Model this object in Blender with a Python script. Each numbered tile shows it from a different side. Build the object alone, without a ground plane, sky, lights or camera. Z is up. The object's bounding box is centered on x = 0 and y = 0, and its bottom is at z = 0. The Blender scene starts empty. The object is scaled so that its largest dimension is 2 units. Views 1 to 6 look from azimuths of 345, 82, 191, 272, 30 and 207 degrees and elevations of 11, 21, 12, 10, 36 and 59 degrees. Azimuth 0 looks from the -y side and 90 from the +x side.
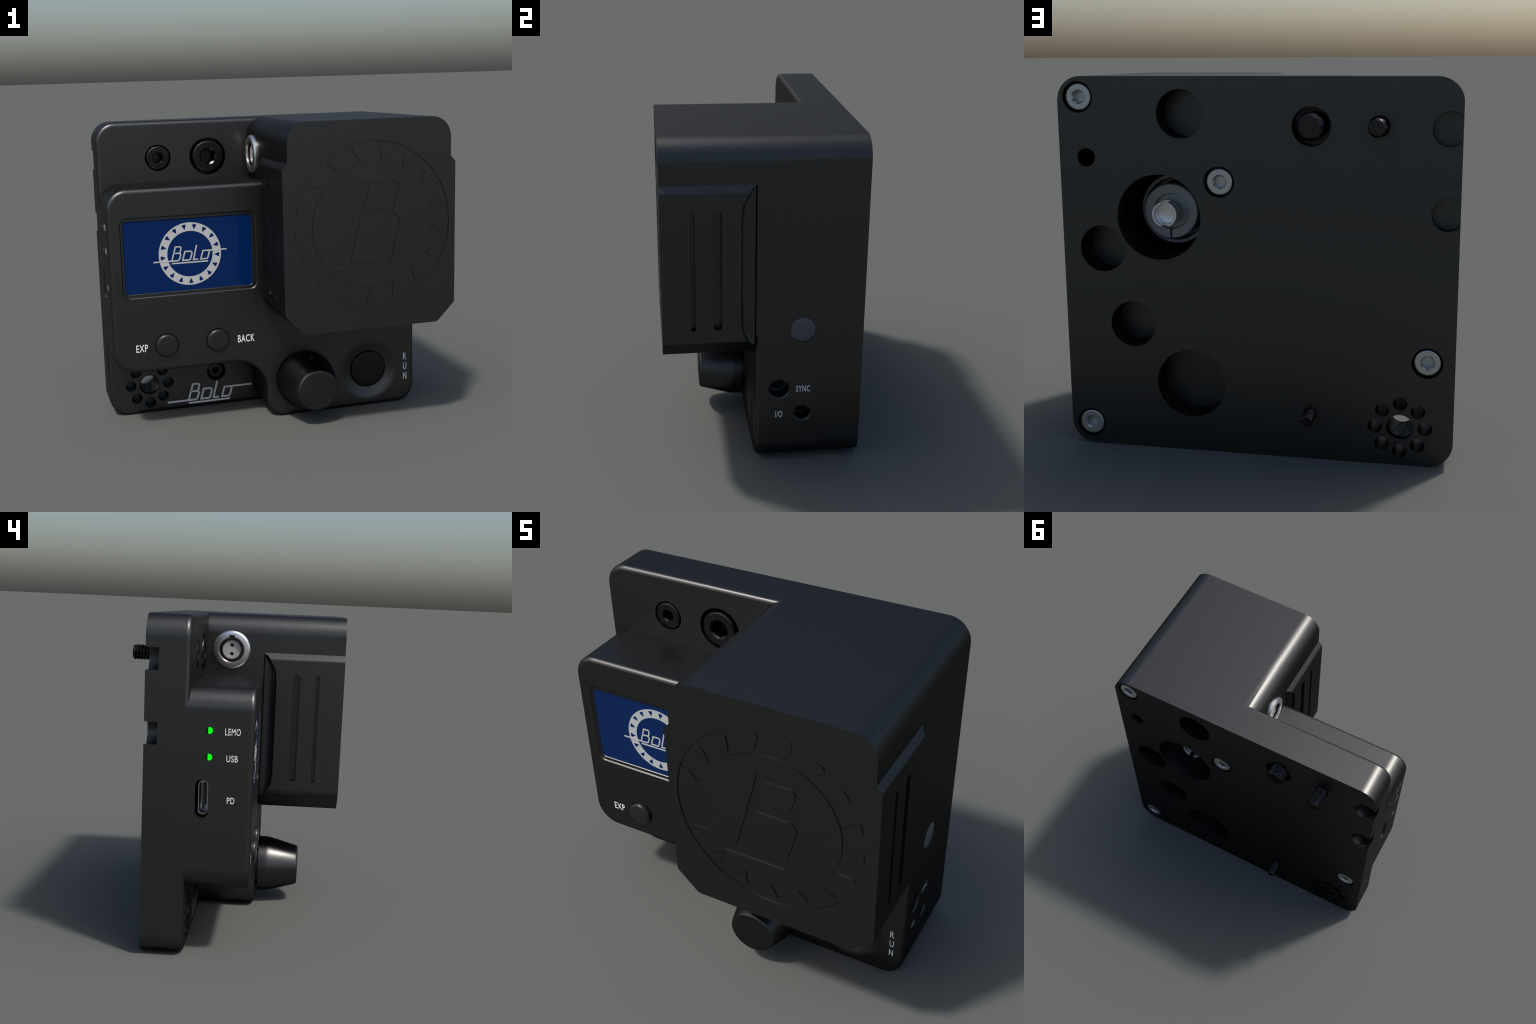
"""Black machined film-camera motor unit: housing, motor cover, display, knobs, ports, screws."""
import bpy, bmesh, math
from mathutils import Vector, Matrix
import numpy as np

# ------------------------------------------------------------------ layout (metres)
Y_BACK, Y_PLATE, Y_FRONT, Y_CAP = 0.4905, 0.249, -0.1085, -0.618   # depth planes
X_L, X_R, X_BOX = -1.0, 0.971, -0.036                            # side planes
Z_TOP, Z_MID = 1.8960, 1.5165                                      # top of plate, top of display block
R_CORNER, FILLET = 0.122, 0.026
TAU = 2 * math.pi

# ------------------------------------------------------------------ materials
def material(name, color, rough=0.5, metal=0.0, spec=0.5, coat=0.0, noise=0.0, scale=60.0,
             bump=0.0, emission=None, strength=0.0, transmission=0.0, tint=1.0):
    m = bpy.data.materials.new(name)
    m.use_nodes = True
    nt = m.node_tree
    b = nt.nodes["Principled BSDF"]
    b.inputs["Base Color"].default_value = (*color, 1)
    b.inputs["Roughness"].default_value = rough
    b.inputs["Metallic"].default_value = metal
    b.inputs["Specular IOR Level"].default_value = spec
    b.inputs["Specular Tint"].default_value = (tint, tint, tint, 1)
    b.inputs["Coat Weight"].default_value = coat
    b.inputs["Transmission Weight"].default_value = transmission
    if emission:
        b.inputs["Emission Color"].default_value = (*emission, 1)
        b.inputs["Emission Strength"].default_value = strength
    tc = nt.nodes.new("ShaderNodeTexCoord")
    n = nt.nodes.new("ShaderNodeTexNoise")
    n.inputs["Scale"].default_value = scale
    n.inputs["Detail"].default_value = 4
    nt.links.new(tc.outputs["Object"], n.inputs["Vector"])
    if noise:
        ramp = nt.nodes.new("ShaderNodeValToRGB")
        for e, k in zip(ramp.color_ramp.elements, (1 - noise, 1 + noise)):
            e.color = (*[min(1, c * k) for c in color], 1)
        ramp.color_ramp.elements[0].position = 0.3
        ramp.color_ramp.elements[1].position = 0.7
        nt.links.new(n.outputs["Fac"], ramp.inputs["Fac"])
        nt.links.new(ramp.outputs["Color"], b.inputs["Base Color"])
        mr = nt.nodes.new("ShaderNodeMapRange")
        mr.inputs["To Min"].default_value = rough - 0.03
        mr.inputs["To Max"].default_value = rough + 0.03
        nt.links.new(n.outputs["Fac"], mr.inputs["Value"])
        nt.links.new(mr.outputs["Result"], b.inputs["Roughness"])
    if bump:
        bp = nt.nodes.new("ShaderNodeBump")
        bp.inputs["Strength"].default_value = bump
        bp.inputs["Distance"].default_value = 0.001
        nt.links.new(n.outputs["Fac"], bp.inputs["Height"])
        nt.links.new(bp.outputs["Normal"], b.inputs["Normal"])
    return m

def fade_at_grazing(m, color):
    """Puts grazing-angle darkening into the colour; no grooves exist to hide the print."""
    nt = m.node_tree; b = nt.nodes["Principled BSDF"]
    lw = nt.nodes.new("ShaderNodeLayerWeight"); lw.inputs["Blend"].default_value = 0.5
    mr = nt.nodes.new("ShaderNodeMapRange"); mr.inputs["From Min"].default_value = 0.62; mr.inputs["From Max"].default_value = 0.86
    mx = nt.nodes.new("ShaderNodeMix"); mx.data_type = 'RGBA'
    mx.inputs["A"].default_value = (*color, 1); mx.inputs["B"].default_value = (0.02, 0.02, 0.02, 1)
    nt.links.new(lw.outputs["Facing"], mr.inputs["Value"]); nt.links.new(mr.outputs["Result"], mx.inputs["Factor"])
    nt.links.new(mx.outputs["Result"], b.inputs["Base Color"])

M_BODY = material("black_anodised_metal", (0.080, 0.0805, 0.080), 0.40, 1.0, 0.5, noise=0.03, scale=90, tint=0.37)
M_BUTTON = material("black_button_plastic", (0.0125, 0.0125, 0.0125), 0.32, spec=0.5, noise=0.03)
M_RUN = material("run_button_rubber", (0.0050, 0.0050, 0.0053), 0.5, spec=0.3, noise=0.03)
M_KNOB = material("knob_anodised", (0.075, 0.075, 0.075), 0.36, 1.0, 0.5, noise=0.03, tint=0.37)
M_SCREW_BLACK = material("black_oxide_steel", (0.052, 0.048, 0.051), 0.27, 1.0, 0.5, noise=0.05, tint=0.37)
M_SCREW_STEEL = material("stainless_steel", (0.56, 0.56, 0.54), 0.42, 1.0, noise=0.03)
M_SILVER = material("nickel_plate", (0.74, 0.73, 0.74), 0.30, 1.0)
M_PINFACE = material("connector_insert", (0.40, 0.40, 0.40), 0.45, 0.2, noise=0.03)
M_DARKRING = material("connector_bore", (0.115, 0.085, 0.098), 0.28, 1.0, tint=0.3)
M_GREYDISC = material("spindle_disc_steel", (0.33, 0.34, 0.36), 0.42, 0.5, noise=0.03)
M_TUBE = material("spindle_tube_steel", (0.80, 0.78, 0.80), 0.32, 1.0, noise=0.03)
M_WINDOW = material("grey_window_plastic", (0.085, 0.088, 0.097), 0.25, spec=0.5, noise=0.03)
M_BLUE = material("blue_display", (0.0002, 0.0165, 0.093), 0.09, spec=0.32, noise=0.02)
M_PIXEL = material("display_white", (0.45, 0.47, 0.48), 0.4, spec=0.2)
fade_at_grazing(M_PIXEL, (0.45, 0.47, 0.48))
M_WHITE = material("white_print", (0.80, 0.80, 0.80), 0.6, spec=0.1)
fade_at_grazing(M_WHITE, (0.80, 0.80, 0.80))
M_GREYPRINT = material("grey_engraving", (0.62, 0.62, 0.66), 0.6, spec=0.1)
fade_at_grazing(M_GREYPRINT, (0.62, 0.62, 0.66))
M_LED = material("green_led", (0.0, 0.7, 0.01), 0.4, emission=(0.0, 1.0, 0.003), strength=1.0)
M_SHELL = material("port_shell_metal", (0.75, 0.75, 0.77), 0.3, 1.0, noise=0.02)
M_TONGUE = material("port_tongue", (0.03, 0.03, 0.032), 0.4)
M_PCB = material("green_circuit_board", (0.004, 0.05, 0.015), 0.5)
M_JACK = material("jack_plastic", (0.050, 0.052, 0.058), 0.45, noise=0.03)
M_HOLE_SHADE = material("hole_shade_black", (0.006, 0.006, 0.006), 0.7)  # near-black standing for the darkness inside the spindle slit and contact holes

# ------------------------------------------------------------------ mesh helpers
COL = bpy.context.scene.collection

def make(name, verts, faces, mat=None, parent=None, smooth=35):
    me = bpy.data.meshes.new(name)
    me.from_pydata([tuple(v) for v in verts], [], faces)
    bm = bmesh.new(); bm.from_mesh(me)
    bmesh.ops.recalc_face_normals(bm, faces=bm.faces)
    bm.to_mesh(me); bm.free()
    ob = bpy.data.objects.new(name, me)
    COL.objects.link(ob)
    finish(ob, mat, parent, smooth)
    return ob

def finish(ob, mat=None, parent=None, smooth=35):
    me = ob.data
    if mat:
        me.materials.clear(); me.materials.append(mat)
    if smooth:
        me.shade_smooth()
        me.set_sharp_from_angle(angle=math.radians(smooth))
    if parent:
        ob.parent = parent

def rounded(points, seg=14):
    """2D polygon from corner list (a, b, radius); corners become arcs."""
    out, n = [], len(points)
    for i, p in enumerate(points):
        p = tuple(p) + (0.0,) * (3 - len(p))
        P = Vector(p[:2]); r = p[2]
        A = Vector(points[i - 1][:2]); B = Vector(points[(i + 1) % n][:2])
        if r <= 0:
            out.append(P); continue
        u = (A - P).normalized(); v = (B - P).normalized()
        ang = u.angle(v)
        t = r / math.tan(ang / 2)
        c = P + (u + v).normalized() * (r / math.sin(ang / 2))
        s = P + u * t; e = P + v * t
        a0 = math.atan2(*(s - c).yx); a1 = math.atan2(*(e - c).yx)
        d = (a1 - a0 + math.pi) % TAU - math.pi
        k = max(2, int(seg * abs(d) / (math.pi / 2)) + 1)
        for j in range(k + 1):
            a = a0 + d * j / k
            out.append(c + Vector((math.cos(a), math.sin(a))) * r)
    return out

def offset(poly, d):
    """Inset a 2D polygon by d (mitred)."""
    area = sum(poly[i - 1].x * p.y - p.x * poly[i - 1].y for i, p in enumerate(poly))
    sg = 1 if area > 0 else -1
    out, n = [], len(poly)
    for i, p in enumerate(poly):
        e0 = (p - poly[i - 1]).normalized(); e1 = (poly[(i + 1) % n] - p).normalized()
        n0 = Vector((-e0.y, e0.x)) * sg; n1 = Vector((-e1.y, e1.x)) * sg
        m = n0 + n1
        m = m / max(0.3, m.dot(n0)) if m.length > 1e-6 else n0
        out.append(p + m * d)
    return out

def to3(axis, p, h):
    """2D profile point + height along axis -> 3D. axis y: (x,z); axis x: (y,z)."""
    return (p[0], h, p[1]) if axis == 'y' else (h, p[0], p[1])

def layered(name, layers, axis='y', **kw):
    """Solid through matching 2D loops: layers = [(loop, height), ...]."""
    n = len(layers[0][0]); v, f = [], []
    for loop, h in layers:
        v += [to3(axis, p, h) for p in loop]
    for k in range(len(layers) - 1):
        for i in range(n):
            j = (i + 1) % n
            f.append((k * n + i, k * n + j, (k + 1) * n + j, (k + 1) * n + i))
    f.append(tuple(range(n)))
    f.append(tuple(range((len(layers) - 1) * n, len(layers) * n)))
    return make(name, v, f, **kw)

def slab(name, loop, back, front, fillet=0.0, axis='y', steps=6, **kw):
    """Extrusion whose front edge is rounded by fillet."""
    sg = 1 if front > back else -1
    layers = [(loop, back)]
    if fillet:
        for k in range(steps + 1):
            a = math.pi / 2 * k / steps
            layers.append((offset(loop, fillet * (1 - math.cos(a))) if k else loop,
                           front - sg * fillet * (1 - math.sin(a))))
    else:
        layers.append((loop, front))
    return layered(name, layers, axis, **kw)

def lathe(name, prof, centre, axis='y', n=64, closed=True, **kw):
    """Revolve profile [(r, h)...] about axis through centre (2D)."""
    v, f, rings = [], [], []
    for r, h in prof:
        if r < 1e-6:
            rings.append([len(v)]); v.append(to3(axis, centre, h))
        else:
            rings.append(list(range(len(v), len(v) + n)))
            v += [to3(axis, (centre[0] + r * math.cos(TAU * i / n), centre[1] + r * math.sin(TAU * i / n)), h)
                  for i in range(n)]
    for a, b in zip(rings, rings[1:]):
        for i in range(n):
            j = (i + 1) % n
            if len(a) == 1 and len(b) == 1: continue
            if len(a) == 1: f.append((a[0], b[i], b[j]))
            elif len(b) == 1: f.append((a[i], a[j], b[0]))
            else: f.append((a[i], a[j], b[j], b[i]))
    if closed:
        for ring in (rings[0], rings[-1]):
            if len(ring) > 1: f.append(tuple(ring))
    return make(name, v, f, **kw)

def disc_prof(r, h0, h1, ch=0.0):
    return [(r, h0), (r, h1 - ch), (r - abs(ch), h1)] if ch else [(r, h0), (r, h1)]

def join(name, obs):
    """Merge several objects' meshes into one object (keeps their materials)."""
    bm = bmesh.new(); mats = []
    for o in obs:
        base = len(mats)
        slot = []
        for m in o.data.materials:
            if m not in mats: mats.append(m)
            slot.append(mats.index(m))
        me = o.data.copy()
        if slot:
            for p in me.polygons: p.material_index = slot[p.material_index]
        bm.from_mesh(me)
        bpy.data.meshes.remove(me)
    me = bpy.data.meshes.new(name); bm.to_mesh(me); bm.free()
    for m in mats: me.materials.append(m)
    par = obs[0].parent
    for o in obs: bpy.data.objects.remove(o)
    ob = bpy.data.objects.new(name, me); COL.objects.link(ob); ob.parent = par
    return ob

def boolean(ob, tools, op='DIFFERENCE'):
    """Apply a boolean with one or several tool objects, then delete them."""
    if not isinstance(tools, (list, tuple)): tools = [tools]
    tool = join("cutter", list(tools)) if len(tools) > 1 else tools[0]
    md = ob.modifiers.new("b", 'BOOLEAN')
    md.operation = op; md.solver = 'EXACT'; md.object = tool
    dg = bpy.context.evaluated_depsgraph_get()
    me = bpy.data.meshes.new_from_object(ob.evaluated_get(dg))
    ob.modifiers.clear()
    old = ob.data; ob.data = me; me.name = ob.name
    bpy.data.meshes.remove(old)
    bpy.data.objects.remove(tool)
    return ob

def filled(name, loops, axis, base, top, **kw):
    """Flat shape with holes (nested 2D loops) extruded from base to top along axis."""
    cu = bpy.data.curves.new(name, 'CURVE'); cu.dimensions = '2D'; cu.fill_mode = 'BOTH'
    cu.extrude = abs(top - base) / 2
    for loop in loops:
        s = cu.splines.new('POLY'); s.points.add(len(loop) - 1); s.use_cyclic_u = True
        for q, p in zip(s.points, loop): q.co = (p[0], p[1], 0, 1)
    return from_curve(name, cu, axis, (base + top) / 2, **kw)

def from_curve(name, cu, axis, mid, mirror=False, **kw):
    tmp = bpy.data.objects.new("tmp", cu); COL.objects.link(tmp)
    dg = bpy.context.evaluated_depsgraph_get()
    me = bpy.data.meshes.new_from_object(tmp.evaluated_get(dg))
    bpy.data.objects.remove(tmp)
    v = [to3(axis, (p.co.x, p.co.y), mid + p.co.z) for p in me.vertices]
    f = [tuple(p.vertices) for p in me.polygons]
    bpy.data.meshes.remove(me)
    bm = bmesh.new()
    bv = [bm.verts.new(p) for p in v]
    for q in f:
        try: bm.faces.new([bv[i] for i in q])
        except ValueError: pass
    bmesh.ops.remove_doubles(bm, verts=bm.verts, dist=1e-6)
    bmesh.ops.recalc_face_normals(bm, faces=bm.faces)
    me = bpy.data.meshes.new(name); bm.to_mesh(me); bm.free()
    ob = bpy.data.objects.new(name, me); COL.objects.link(ob)
    finish(ob, kw.get("mat"), kw.get("parent"), kw.get("smooth", 30))
    return ob

# ------------------------------------------------------------------ root
root = bpy.data.objects.new("camera_motor", None)
COL.objects.link(root)
root["label"] = "boxy black camera motor unit with blue display and knobs"
root["category"] = "camera accessory"

# ------------------------------------------------------------------ housing + motor cover (one machined body)
plate_loop = rounded([(X_L, 0, R_CORNER), (X_R, 0, R_CORNER), (X_R, Z_TOP, R_CORNER), (X_L, Z_TOP, R_CORNER)])
mid_loop = rounded([(X_L, 0.387, 0.135), (-0.040, 0.387, 0.20), (-0.040, 0, R_CORNER), (X_R, 0, R_CORNER),
                    (X_R, Z_MID), (X_L, Z_MID, R_CORNER)])
cap_loop = rounded([(X_BOX, 1.664), (-0.0675, 1.630, 0.03), (-0.0675, 0.783, 0.045), (0.048, 0.668, 0.045),
                    (0.888, 0.668, 0.045), (1.0, 0.783, 0.020), (1.0, 1.630, 0.015), (X_R, 1.664),
                    (X_R, Z_TOP, R_CORNER), (X_BOX, Z_TOP, R_CORNER)])
box_loop = rounded([(X_BOX, 0.80), (0.06, 0.685), (0.88, 0.685), (X_R, 0.80), (X_R, Z_TOP, R_CORNER), (X_BOX, Z_TOP, R_CORNER)])

body = slab("housing", plate_loop, Y_BACK, Y_PLATE, FILLET)
boolean(body, slab("m", mid_loop, 0.32, Y_FRONT, FILLET), 'UNION')
boolean(body, slab("b", box_loop, 0.36, -0.40), 'UNION')
boolean(body, slab("c", cap_loop, Y_FRONT - 0.003, Y_CAP), 'UNION')

cut = []
# --- finger scoops and grip slots on both sides of the cover
def scoop_loop(k):
    """Outline (y, z) of the finger scoop; k = 1 at the pad surface, smaller when deeper."""
    y0, zi = Y_FRONT - 0.0005, 0.05 * (1 - k)
    t, b = 1.664 - zi, 0.730 + zi
    pts = [(y0, t), (y0 - 0.020 * k, t, 0.02 * k), (y0 - 0.076 * k, t - 0.10 * k, 0.05 * k), (y0 - 0.085 * k, t - 0.17 * k, 0.05 * k),
           (y0 - 0.085 * k, b + 0.17 * k, 0.05 * k), (y0 - 0.076 * k, b + 0.10 * k, 0.05 * k), (y0 - 0.020 * k, b, 0.02 * k), (y0, b)]
    return rounded(pts, 10)
for side, face in ((-1, -0.0675), (1, 1.0)):
    layers = [(scoop_loop(1.0), face + side * 0.05)]
    for j in range(8):
        a = math.pi / 2 * j / 7
        layers.append((scoop_loop(1 - 0.60 * (1 - math.cos(a))), face - side * 0.030 * math.sin(a)))
    cut.append(layered("scoop", layers, axis='x'))
    for y, w, r, d in ((-0.4515, 0.0125, 0.011, 0.028), (-0.3200, 0.0225, 0.018, 0.034)):
        lp = rounded([(y - w, 0.857, r), (y + w, 0.857, r), (y + w, 1.534, r), (y - w, 1.534, r)], 6)
        cut.append(slab("slot", lp, face + side * 0.05, face - side * d, axis='x'))
# --- blind lightening holes, pockets and counterbores in the rear face
def rear_hole(x, z, r, depth, n=48):
    cut.append(lathe("hole", [(r, Y_BACK + 0.05), (r, Y_BACK - depth)], (x, z), n=n))
for x, z, r in ((0.348, 1.7165, 0.118), (0.765, 1.0425, 0.118), (0.617, 0.656, 0.118), (0.318, 0.356, 0.178)):
    rear_hole(x, z, r, 0.147)
rear_hole(0.833, 1.500, 0.046, 0.40)
rear_hole(-0.942, 1.657, 0.0835, 0.072)
rear_hole(-0.946, 1.258, 0.082, 0.072)
SPINDLE = (0.4675, 1.208)
rear_hole(*SPINDLE, 0.2135, 0.60, n=72)
REAR_SCREWS = ((0.866, 1.7955), (0.158, 1.3905), (-0.866, 0.5305), (0.867, 0.1085))
for x, z in REAR_SCREWS:
    rear_hole(x, z, 0.0765, 0.085)
# --- tripod-style threaded hole ringed by eight weight-saving holes
BUSH = (-0.740, 0.193)
cut.append(lathe("hole", [(0.0665, Y_BACK + 0.05), (0.0665, 0.2)], BUSH, n=48))
for k in range(8):
    a = k * TAU / 8
    cut.append(lathe("hole", [(0.0355, Y_BACK + 0.05), (0.0355, 0.2)],
                     (BUSH[0] + 0.1235 * math.cos(a), BUSH[1] + 0.1235 * math.sin(a)), n=32))
boolean(body, cut); cut = []
# --- narrow parting gap behind each grip
for x_a, x_b in ((-0.12, 0.02), (1.05, 0.92)):
    gap = [Vector(p) for p in ((Y_FRONT - 0.009, 0.732), (Y_FRONT - 0.0005, 0.732), (Y_FRONT - 0.0005, 1.662), (Y_FRONT - 0.009, 1.662))]
    cut.append(slab("gap", gap, x_a, x_b, axis='x'))
# --- front counterbores for the three mounting screws (and their through holes)
SCREW_BIG, SCREW_SMALL, SCREW_LOW = (-0.295, 1.663), (-0.615, 1.667), (-0.292, 0.234)
cut.append(lathe("hole", [(0.1175, 0.2), (0.1175, 0.345), (0.078, 0.345), (0.078, 0.388), (0.0945, 0.388), (0.0945, 0.55)], SCREW_BIG))
cut.append(lathe("hole", [(0.0825, 0.2), (0.0825, 0.36), (0.050, 0.36), (0.050, 0.55)], SCREW_SMALL, n=48))
cut.append(lathe("hole", [(0.0635, 0.2), (0.0635, 0.36), (0.034, 0.36), (0.034, 0.55)], SCREW_LOW, n=48))
# --- display window: stepped recess
win = rounded([(-0.928, 0.853, 0.047), (-0.086, 0.853, 0.047), (-0.086, 1.346, 0.047), (-0.928, 1.346, 0.047)], 10)
cut.append(layered("window", [(offset(win, -0.008), Y_FRONT - 0.008), (offset(win, 0.005), Y_FRONT + 0.005), (offset(win, 0.006), Y_FRONT + 0.007)]))
boolean(body, cut); cut = []
win2 = rounded([(-0.911, 0.875, 0.027), (-0.112, 0.875, 0.027), (-0.112, 1.326, 0.027), (-0.911, 1.326, 0.027)], 10)
cut.append(layered("window", [(win2, Y_FRONT - 0.01), (win2, Y_FRONT + 0.006), (offset(win2, 0.004), Y_FRONT + 0.011), (offset(win2, 0.005), Y_FRONT + 0.04)]))
# --- run button dish, button wells
RUN, KNOB = (0.653, 0.243), (0.206, 0.237)
dish = [(0.245, Y_FRONT - 0.01), (0.206, Y_FRONT - 0.0002)]
for k in range(1, 13):
    t = k / 12
    dish.append((0.205 - 0.081 * t, Y_FRONT + 0.026 * (0.5 - 0.5 * math.cos(math.pi * t * 0.85)) - 0.0001))
dish += [(0.122, Y_FRONT + 0.06)]
cut.append(lathe("dish", dish, RUN, n=96))
cut.append(lathe("well", [(0.19, Y_FRONT - 0.05), (0.19, Y_FRONT + 0.012)], KNOB, n=72))
EXP, BACK = (-0.675, 0.549), (-0.354, 0.549)
for c in (EXP, BACK):
    cut.append(lathe("well", [(0.0745, Y_FRONT - 0.05), (0.0745, Y_FRONT + 0.03)], c, n=56))
boolean(body, cut); cut = []
# --- side openings: port, indicator lights, jacks, window, round connector seat
PORT = (0.167, 0.911)
port_loop = rounded([(PORT[0] - 0.037, PORT[1] - 0.107, 0.0365), (PORT[0] + 0.037, PORT[1] - 0.107, 0.0365),
                     (PORT[0] + 0.037, PORT[1] + 0.107, 0.0365), (PORT[0] - 0.037, PORT[1] + 0.107, 0.0365)], 10)
cut.append(slab("port_cut", port_loop, X_L - 0.05, X_L + 0.19, axis='x'))
LEDS = ((0.137, 1.286), (0.136, 1.141))
for c in LEDS:
    cut.append(lathe("led_cut", [(0.0195, X_L - 0.05), (0.0195, X_L + 0.03)], c, axis='x', n=32))
SYNC, IO, WINDOW = (0.023, 0.462), (0.158, 0.304), (0.151, 0.824)
for c, r in ((SYNC, 0.061), (IO, 0.050)):
    cut.append(lathe("jack_cut", [(r + 0.05, X_R + 0.05), (r, X_R), (r - 0.006, X_R - 0.006), (r - 0.006, X_R - 0.16)], c, axis='x', n=48))
cut.append(lathe("window_cut", [(0.0735, X_R + 0.05), (0.0735, X_R - 0.03)], WINDOW, axis='x', n=56))
ROUND = (0.096, 1.674)
cut.append(lathe("socket_cut", [(0.075, X_BOX - 0.05), (0.075, X_BOX + 0.14)], ROUND, axis='x', n=48))
boolean(body, cut); cut = []

# --- shallow engraved emblem on the cover front: toothed ring with a slanted capital
def ring_loops(c, ro, ri, scale, teeth=17, n=160):
    loops = [[Vector((c[0] + r * math.cos(TAU * i / n), c[1] + r * math.sin(TAU * i / n))) for i in range(n)] for r in (ro, ri)]
    for k in range(teeth):
        a = math.radians(90 - 360 / teeth * (k + 0.5))
        er = Vector((math.cos(a), math.sin(a))); et = Vector((-er.y, er.x)); C = Vector(c)
        tri = rounded([tuple(C + er * 0.380 * scale), tuple(C + er * 0.466 * scale + et * 0.040 * scale) + (0.014 * scale,),
                       tuple(C + er * 0.466 * scale - et * 0.040 * scale) + (0.014 * scale,)], 5)
        loops.append(tri)
    return loops
EMBLEM, DEPTH = (0.468, 1.284), 0.005
boolean(body, filled("e", ring_loops(EMBLEM, 0.492, 0.360, 1.0), 'y', Y_CAP - 0.02, Y_CAP + DEPTH))
cap_b = rounded([(0.410, 1.539), (0.655, 1.539, 0.036), (0.607, 1.372, 0.05), (0.590, 1.350), (0.658, 1.328, 0.05),
                 (0.578, 1.026, 0.065), (0.180, 1.026), (0.150, 1.074), (0.285, 1.074)], 10)
c1 = rounded([(0.456, 1.500), (0.611, 1.500, 0.028), (0.570, 1.376, 0.03), (0.418, 1.376)], 8)
c2 = rounded([(0.400, 1.317), (0.618, 1.317, 0.045), (0.548, 1.073, 0.03), (0.335, 1.073)], 8)
boolean(body, filled("e", [cap_b, c1, c2], 'y', Y_CAP - 0.02, Y_CAP + DEPTH + 0.0004))

# --- words and wordmark: thin infill, a fraction of a millimetre proud
# script-like wordmark as constant-width strokes; local frame = the engraved one on the plate
def wordmark():
    return [  # (corner list with radii, closed?)
        ([(-0.628, 0.0540), (-0.430, 0.0540, 0.020), (-0.409, 0.1080, 0.016), (-0.4300, 0.1120)], False),
        ([(-0.4855, 0.0540), (-0.4540, 0.1610), (-0.4080, 0.1610, 0.010), (-0.4200, 0.1120, 0.010), (-0.4680, 0.1120)], False),
        ([(-0.4010, 0.0540), (-0.3420, 0.0540, 0.014), (-0.3220, 0.1210, 0.014), (-0.3810, 0.1210)], True),
        ([(-0.2880, 0.1660), (-0.3170, 0.0540), (-0.2800, 0.0540)], False),
        ([(-0.2000, 0.1180), (-0.2400, 0.1180), (-0.2590, 0.0540), (-0.2060, 0.0540, 0.014), (-0.1870, 0.1180)], False),
        ([(-0.2300, 0.1180), (-0.0530, 0.1180)], False),
        ([(-0.4860, 0.0345), (-0.2030, 0.0345)], False)]

def stroke_mesh(name, w, fn, base, top, mat, parent, only=None):
    v, f = [], []
    for k, (pts, closed) in enumerate(wordmark()):
        if only is not None and k != only: continue
        line = [Vector(p[:2]) for p in pts] if len(pts) < 3 else None
        if closed:
            line = rounded(pts, 6)
        elif line is None:
            inner = rounded(pts, 6)     # radii only on inner corners: ends carry none
            line = inner
        n = len(line); L, R = [], []
        for i, p in enumerate(line):
            a = line[i - 1] if (i or closed) else None
            b = line[(i + 1) % n] if (i < n - 1 or closed) else None
            e0 = (p - a).normalized() if a is not None else (b - p).normalized()
            e1 = (b - p).normalized() if b is not None else e0
            n0 = Vector((-e0.y, e0.x)); m = (n0 + Vector((-e1.y, e1.x)))
            m = m / max(0.45, m.dot(n0))
            L.append(p + m * w / 2); R.append(p - m * w / 2)
        o = len(v); h = top - 0.00005 * (len(wordmark()) - k)
        for P, y in ((L, h), (R, h), (L, base), (R, base)):
            v += [(fn(q)[0], y, fn(q)[1]) for q in P]
        for i in range(n if closed else n - 1):
            j = (i + 1) % n
            f += [(o + i, o + j, o + n + j, o + n + i), (o + i, o + j, o + 2 * n + j, o + 2 * n + i),
                  (o + n + i, o + n + j, o + 3 * n + j, o + 3 * n + i), (o + 2 * n + i, o + 2 * n + j, o + 3 * n + j, o + 3 * n + i)]
        if not closed:
            for i in (0, n - 1):
                f.append((o + i, o + n + i, o + 3 * n + i, o + 2 * n + i))
    return make(name, v, f, mat=mat, parent=parent, smooth=0)

WORDS = [("EXP", (-0.829, 0.5415), 0.072, 0.046, 'front', Y_FRONT), ("BACK", (-0.1715, 0.541), 0.108, 0.048, 'front', Y_FRONT),
         ("R", (0.907, 0.307), 0.024, 0.046, 'front', Y_FRONT), ("U", (0.907, 0.240), 0.024, 0.046, 'front', Y_FRONT),
         ("N", (0.907, 0.173), 0.024, 0.046, 'front', Y_FRONT),
         ("LEMO", (0.0095, 1.2835), 0.084, 0.038, 'left', X_L), ("USB", (0.009, 1.138), 0.062, 0.037, 'left', X_L),
         ("PD", (0.0085, 0.908), 0.041, 0.036, 'left', X_L),
         ("SYNC", (0.1595, 0.4600), 0.081, 0.039, 'right', X_R), ("I/O", (0.0235, 0.3040), 0.041, 0.039, 'right', X_R)]

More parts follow.
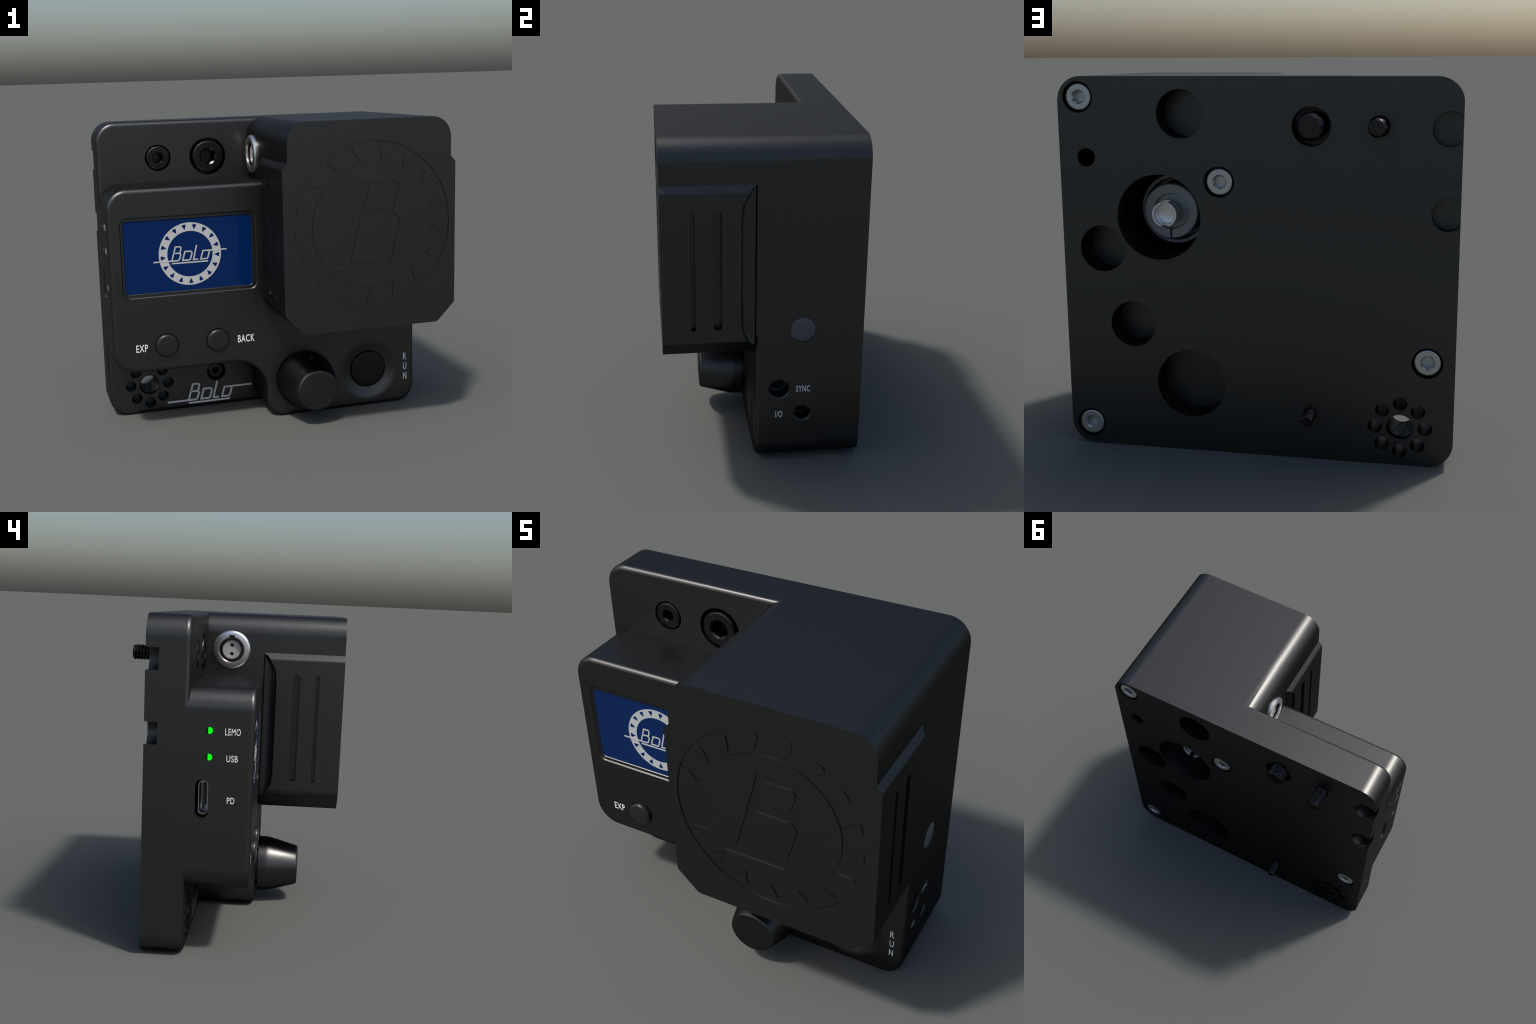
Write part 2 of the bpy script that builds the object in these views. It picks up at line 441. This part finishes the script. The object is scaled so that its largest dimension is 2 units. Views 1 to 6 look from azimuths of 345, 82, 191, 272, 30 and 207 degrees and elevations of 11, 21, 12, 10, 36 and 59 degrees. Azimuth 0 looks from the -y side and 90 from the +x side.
def word(name, text, centre, width, height, face, at, hi, lo, mat=None, parent=None, bold=0.012):
    """Solid word fitted to width x height, from lo to hi measured outwards from its face ('front', 'left', 'right')."""
    cu = bpy.data.curves.new("t", 'FONT'); cu.body = text; cu.size = 1; cu.extrude = 0.02; cu.offset = bold
    cu.resolution_u = 4; cu.space_character = 1.12
    tmp = bpy.data.objects.new("t", cu); COL.objects.link(tmp)
    dg = bpy.context.evaluated_depsgraph_get()
    me = bpy.data.meshes.new_from_object(tmp.evaluated_get(dg)); bpy.data.objects.remove(tmp)
    bm = bmesh.new(); bm.from_mesh(me)
    bmesh.ops.remove_doubles(bm, verts=bm.verts, dist=1e-5)
    bm.to_mesh(me); bm.free()
    co = np.array([v.co[:] for v in me.vertices])
    c0, c1 = co.min(0), co.max(0)
    u = (co[:, 0] - (c0[0] + c1[0]) / 2) / (c1[0] - c0[0]) * width
    w = (co[:, 1] - (c0[1] + c1[1]) / 2) / (c1[1] - c0[1]) * height
    d = np.where(co[:, 2] > 0, hi, lo)
    out = []
    for a, b, c in zip(u, w, d):
        if face == 'front': out.append((centre[0] + a, at - c, centre[1] + b))
        elif face == 'left': out.append((at - c, centre[0] - a, centre[1] + b))
        else: out.append((at + c, centre[0] + a, centre[1] + b))
    f = [tuple(p.vertices) for p in me.polygons]
    bpy.data.meshes.remove(me)
    return make(name, out, f, mat=mat, parent=parent, smooth=0)

# --- soft machined shading: area-weighted normals, then split into housing and cover without a seam
bm = bmesh.new(); bm.from_mesh(body.data)
bmesh.ops.remove_doubles(bm, verts=bm.verts, dist=2e-5)
bmesh.ops.dissolve_degenerate(bm, edges=bm.edges, dist=1e-5)
geo = list(bm.verts) + list(bm.edges) + list(bm.faces)
bmesh.ops.bisect_plane(bm, geom=geo, plane_co=(0, Y_FRONT - 0.0015, 0), plane_no=(0, 1, 0), dist=1e-5)
bm.to_mesh(body.data); bm.free()
finish(body, M_BODY, root, 30)
md = body.modifiers.new("w", 'WEIGHTED_NORMAL'); md.keep_sharp = True; md.weight = 60
dg = bpy.context.evaluated_depsgraph_get()
whole = bpy.data.meshes.new_from_object(body.evaluated_get(dg))
body.modifiers.clear()
normals = [tuple(n.vector) for n in whole.corner_normals]
for p in whole.polygons:                              # machined flats keep their exact plane normal
    if max(abs(c) for c in p.normal) > 0.99999:
        for li in p.loop_indices: normals[li] = tuple(p.normal)

def region(name, pick):
    """New mesh of the faces for which pick(centre) holds, keeping whole-body normals."""
    remap, verts, faces, nrm = {}, [], [], []
    for p in whole.polygons:
        if not pick(p.center): continue
        fc = []
        for li in p.loop_indices:
            vi = whole.loops[li].vertex_index
            if vi not in remap:
                remap[vi] = len(verts); verts.append(tuple(whole.vertices[vi].co))
            fc.append(remap[vi]); nrm.append(normals[li])
        faces.append(fc)
    me = bpy.data.meshes.new(name)
    me.from_pydata(verts, [], faces)
    me.shade_smooth()
    me.normals_split_custom_set(nrm)
    me.materials.append(M_BODY)
    ob = bpy.data.objects.new(name, me); COL.objects.link(ob); ob.parent = root
    return ob
bpy.data.objects.remove(body)
is_cover = lambda c: c.y < Y_FRONT - 0.0014
housing = region("housing", lambda c: not is_cover(c))
cover = region("motor_cover", is_cover)

# ------------------------------------------------------------------ socket screws
def hex_r(a, r):
    """Hexagon radius at angle a, flats to flats = 2 r."""
    s = TAU / 6
    return r / math.cos((a % s) - s / 2)

def socket_head(name, c, r, y_top, y_bot, out, hexr, mat, parent, chamfer=0.008, depth=0.045):
    """Cap head with a countersunk hexagon socket. out = +1 faces +y, -1 faces -y."""
    n = 72
    rings = [(lambda a: r, y_bot), (lambda a: r, y_top - out * chamfer), (lambda a: r - chamfer * 0.3, y_top - out * chamfer * 0.35),
             (lambda a: r - chamfer, y_top), (lambda a: hexr * 1.24, y_top),
             (lambda a: hex_r(a, hexr), y_top - out * 0.008),
             (lambda a: hex_r(a, hexr) * 0.99, y_top - out * depth)]
    v, f = [], []
    for fn, h in rings:
        v += [(c[0] + fn(TAU * i / n) * math.sin(TAU * i / n), h, c[1] + fn(TAU * i / n) * math.cos(TAU * i / n)) for i in range(n)]
    for k in range(len(rings) - 1):
        for i in range(n):
            j = (i + 1) % n
            f.append((k * n + i, k * n + j, (k + 1) * n + j, (k + 1) * n + i))
    m = len(rings) - 1
    v.append((c[0], y_top - out * depth, c[1]))
    f += [(m * n + i, m * n + (i + 1) % n, len(v) - 1) for i in range(n)]
    f.append(tuple(range(n)))
    return make(name, v, f, mat=mat, parent=parent, smooth=20)

def thread(name, c, r, y0, y1, pitch, depth, mat, parent, inner=False, n=40, chamfer=0.012):
    """Helical V-thread along y, from y0 (plain end) to y1 (chamfered tip)."""
    steps = int(abs(y1 - y0) / pitch * 8)
    v, f = [], []
    for s in range(steps + 1):
        t = s / steps; y = y0 + (y1 - y0) * t
        for i in range(n):
            ph = (abs(y - y0) / pitch - i / n) % 1.0
            w = abs(2 * ph - 1)
            rr = r - depth * w if not inner else r + depth * max(0.0, (w - 0.62) / 0.38)
            if not inner:
                rr = min(rr, r - depth - 0.004 + (abs(y1 - y)) * 1.0) if abs(y1 - y) < chamfer + depth else rr
            v.append((c[0] + rr * math.cos(TAU * i / n), y, c[1] + rr * math.sin(TAU * i / n)))
    for s in range(steps):
        for i in range(n):
            j = (i + 1) % n
            f.append((s * n + i, s * n + j, (s + 1) * n + j, (s + 1) * n + i))
    if not inner:
        f.append(tuple(range(n))); f.append(tuple(range(steps * n, (steps + 1) * n)))
    return make(name, v, f, mat=mat, parent=parent, smooth=30)

for x, z in REAR_SCREWS:
    socket_head("rear_screw", (x - 0.001, z), 0.0645, 0.483, 0.405, 1, 0.0285, M_SCREW_STEEL, root, 0.006)

for c, rh, top, hx, rt, tip, pitch in ((SCREW_BIG, 0.0985, 0.240, 0.044, 0.0650, 0.549, 0.0205),
                                       (SCREW_SMALL, 0.0745, 0.246, 0.0285, 0.0440, 0.6180, 0.0175),
                                       (SCREW_LOW, 0.0520, 0.265, 0.0185, 0.0300, 0.592, 0.0125)):
    sc = socket_head("mounting_screw", c, rh, top, 0.342, -1, hx, M_SCREW_BLACK, root, 0.009, depth=0.078)
    thread("screw_thread", c, rt, 0.340, tip, pitch, rt * 0.14, M_SCREW_BLACK, sc)

# threaded bush inside the ring of holes
bush = thread("threaded_bush", BUSH, 0.0585, 0.256, 0.452, 0.0185, 0.0075, M_BODY, root, inner=True, n=56)

# ------------------------------------------------------------------ drive spindle inside the large rear bore
spindle = lathe("drive_spindle", [(0.183, -0.108), (0.183, 0.197), (0.180, 0.201), (0.166, 0.201), (0.163, 0.198), (0.163, 0.06), (0.143, 0.06), (0.143, 0.279), (0.138, 0.284), (0.094, 0.284), (0.091, 0.281),
                                  (0.091, 0.255), (0.0, 0.255)], SPINDLE, n=72, closed=False, mat=M_GREYDISC, parent=root, smooth=30)
key = slab("spindle_slot_plate", [Vector(p) for p in ((0.464, 1.066), (0.474, 1.066), (0.474, 1.118), (0.464, 1.118))], 0.27, 0.2848, mat=M_HOLE_SHADE, parent=spindle, smooth=0)  # black plate on the disc drawn as a slit; nothing is cut
tube = lathe("spindle_tube", [(0.066, 0.152), (0.066, 0.398), (0.064, 0.401), (0.053, 0.401), (0.051, 0.398), (0.051, 0.330), (0.0, 0.322)],
             SPINDLE, n=64, closed=False, mat=M_TUBE, parent=spindle, smooth=30)
bm = bmesh.new(); bm.from_mesh(tube.data); bmesh.ops.holes_fill(bm, edges=bm.edges); bm.to_mesh(tube.data); bm.free()
boolean(tube, slab("n", [Vector(p) for p in ((SPINDLE[0] - 0.017, SPINDLE[1] - 0.1), (SPINDLE[0] + 0.017, SPINDLE[1] - 0.1),
                                             (SPINDLE[0] + 0.017, SPINDLE[1] + 0.1), (SPINDLE[0] - 0.017, SPINDLE[1] + 0.1))], 0.345, 0.45))
finish(tube, M_TUBE, spindle, 30)

# ------------------------------------------------------------------ display
screen = slab("display", offset(win2, 0.0035), Y_FRONT + 0.035, Y_FRONT + 0.0115, mat=M_BLUE, parent=root, smooth=0)
Y_PIX = Y_FRONT + 0.0115
SC = 0.193 / 0.492
filled("display_emblem", ring_loops((-0.5045, 1.1035), 0.193, 0.1405, SC), 'y', Y_PIX + 0.002, Y_PIX - 0.0006, mat=M_PIXEL, parent=screen, smooth=0)

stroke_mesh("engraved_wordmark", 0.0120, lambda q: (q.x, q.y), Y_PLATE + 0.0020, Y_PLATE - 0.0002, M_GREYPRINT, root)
k_s = 1 / 1.258
stroke_mesh("display_wordmark", 0.0105, lambda q: (-0.7325 + (q.x + 0.628) * k_s, 1.066 + (q.y - 0.054) * k_s),
            Y_PIX + 0.002, Y_PIX - 0.0012, M_PIXEL, screen)

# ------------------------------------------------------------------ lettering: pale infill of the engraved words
for spec in WORDS:
    word("lettering", *spec, 0.0004, -0.002, mat=M_WHITE, parent=root)

# ------------------------------------------------------------------ controls
def round_profile(r, y0, y1, rad, steps=8):
    """Cylinder with rounded front edge (towards -y)."""
    p = [(r, y0)]
    for k in range(steps + 1):
        a = math.pi / 2 * k / steps
        p.append((r - rad * (1 - math.cos(a)), y1 + rad * (1 - math.sin(a))))
    return p + [(0, y1)]

for c in (EXP, BACK):
    lathe("push_button", round_profile(0.0705, Y_FRONT + 0.029, Y_FRONT - 0.025, 0.016), c, n=64, mat=M_BUTTON, parent=root, smooth=40)
run = [(0.1185, Y_FRONT + 0.055), (0.1185, Y_FRONT + 0.022), (0.1165, Y_FRONT + 0.017), (0.112, Y_FRONT + 0.0145), (0.08, Y_FRONT + 0.0135), (0, Y_FRONT + 0.013)]
lathe("run_button", run, RUN, n=80, mat=M_RUN, parent=root, smooth=40)
kp = [(0.150, Y_FRONT + 0.0115), (0.150, Y_FRONT - 0.012), (0.178, Y_FRONT - 0.012), (0.1815, Y_FRONT - 0.016), (0.1815, Y_FRONT - 0.060)]
for k in range(1, 5):
    t = k / 5
    kp.append((0.1815 - 0.0055 * t * t, Y_FRONT - 0.060 - 0.035 * t))
kp += [(0.1760, Y_FRONT - 0.098), (0.1330, -0.366)]
for k in range(1, 7):
    a = math.pi / 2 * k / 6
    kp.append((0.1330 - 0.016 * (1 - math.cos(a)) - 0.002, -0.368 - 0.016 * math.sin(a)))
kp.append((0, -0.384))
knob = lathe("control_knob", kp, KNOB, n=96, mat=M_KNOB, parent=root, smooth=40)
# grub-screw hole in the knob's flank (vertical bore) with the screw inside
bore = lathe("bore", [(0.024, 0.0), (0.024, 0.12)], (0, 0), n=32)
bore.data.transform(Matrix.Translation((KNOB[0] + 0.004, -0.245, KNOB[1] + 0.115)) @ Matrix.Rotation(math.radians(90), 4, 'X'))
boolean(knob, bore); finish(knob, M_KNOB, root, 40)
grub = lathe("grub_screw", [(0.0225, 0.0), (0.0225, 0.022), (0.019, 0.025), (0.011, 0.025), (0.010, 0.012), (0, 0.012)], (0, 0), n=32,
             closed=False, mat=M_SCREW_BLACK, parent=knob)
grub.data.transform(Matrix.Translation((KNOB[0] + 0.004, -0.245, KNOB[1] + 0.116)) @ Matrix.Rotation(math.radians(90), 4, 'X'))

# ------------------------------------------------------------------ round connector on the side of the motor box
x0 = X_BOX
cprof = [(0.118, x0 + 0.001), (0.118, x0 - 0.014), (0.117, x0 - 0.0155), (0.1085, x0 - 0.0235), (0.1075, x0 - 0.024), (0.080, x0 - 0.024), (0.079, x0 - 0.023), (0.079, x0 - 0.001)]
conn = lathe("round_connector", cprof, ROUND, axis='x', n=80, closed=False, mat=M_SILVER, parent=root, smooth=30)
bm = bmesh.new(); bm.from_mesh(conn.data)
b_edges = [e for e in bm.edges if e.is_boundary]
bmesh.ops.bridge_loops(bm, edges=b_edges); bm.to_mesh(conn.data); bm.free()
key = slab("k", [Vector((ROUND[0] + a, ROUND[1] + b)) for a, b in ((-0.0175, 0.06), (0.0175, 0.06), (0.0175, 0.090), (-0.0175, 0.090))], x0 - 0.06, x0 + 0.010, axis='x')
boolean(conn, key); finish(conn, M_SILVER, root, 30)
lathe("connector_bore", [(0.0788, x0 - 0.012), (0.0745, x0 - 0.009), (0.0740, x0 + 0.05), (0.0, x0 + 0.05)], ROUND, axis='x', n=64, closed=False,
      mat=M_DARKRING, parent=conn, smooth=30)
pin = lathe("connector_insert", [(0.058, x0 + 0.049), (0.058, x0 - 0.002), (0.056, x0 - 0.004), (0.0, x0 - 0.004)], ROUND, axis='x', n=64, mat=M_PINFACE, parent=conn, smooth=30)
holes = [lathe("p", [(0.0135, x0 - 0.03), (0.0135, x0 - 0.004), (0.0105, x0 + 0.000), (0.0105, x0 + 0.040)], (ROUND[0], ROUND[1] + s * 0.0275), axis='x', n=24) for s in (-1, 1)]
boolean(pin, holes); finish(pin, M_PINFACE, conn, 30)
for s in (-1, 1):
    lathe("contact_hole_plug", [(0.0103, x0 + 0.012), (0.0103, x0 + 0.039)], (ROUND[0], ROUND[1] + s * 0.0275), axis='x', n=24, mat=M_HOLE_SHADE, parent=conn)  # black plug set inside each cut hole to darken its depth

# ------------------------------------------------------------------ port, lights, jacks, window
shell_o = rounded([(PORT[0] - 0.034, PORT[1] - 0.093, 0.028), (PORT[0] + 0.022, PORT[1] - 0.093, 0.028),
                   (PORT[0] + 0.022, PORT[1] + 0.099, 0.028), (PORT[0] - 0.034, PORT[1] + 0.099, 0.028)], 8)
shell_i = offset(shell_o, 0.006)
shell = layered("port_shell", [(shell_o, X_L + 0.18), (shell_o, X_L + 0.030), (offset(shell_o, 0.002), X_L + 0.028), (offset(shell_o, 0.005), X_L + 0.028), (shell_i, X_L + 0.030), (shell_i, X_L + 0.17)],
                axis='x', mat=M_SHELL, parent=root, smooth=40)
slab("port_tongue", rounded([(PORT[0] - 0.013, PORT[1] - 0.066, 0.004), (PORT[0] + 0.001, PORT[1] - 0.066, 0.004), (PORT[0] + 0.001, PORT[1] + 0.072, 0.004), (PORT[0] - 0.013, PORT[1] + 0.072, 0.004)], 4),
     X_L + 0.169, X_L + 0.065, axis='x', mat=M_TONGUE, parent=shell, smooth=30)
slab("circuit_board", offset(port_loop, 0.0008), X_L + 0.189, X_L + 0.182, axis='x', mat=M_PCB, parent=root, smooth=0)
for c in LEDS:
    lp = [Vector((c[0] + 0.0188 * math.cos(a), c[1] + 0.0188 * math.sin(a))) for a in [math.radians(d) for d in range(70, 291, 10)]]
    slab("indicator_light", lp, X_L + 0.029, X_L + 0.017, axis='x', mat=M_LED, parent=root, smooth=0)
for c, r in ((SYNC, 0.061), (IO, 0.050)):
    lathe("jack_socket", [(r - 0.0065, X_R - 0.155), (r - 0.0065, X_R - 0.080), (r * 0.66, X_R - 0.080), (r * 0.62, X_R - 0.086), (r * 0.56, X_R - 0.140), (0, X_R - 0.140)],
          c, axis='x', n=48, closed=False, mat=M_JACK, parent=root, smooth=30)
lathe("side_window", [(0.0715, X_R - 0.028), (0.0715, X_R - 0.003), (0.069, X_R - 0.001), (0.04, X_R + 0.0005), (0, X_R + 0.001)], WINDOW, axis='x', n=64, mat=M_WINDOW, parent=root, smooth=40)
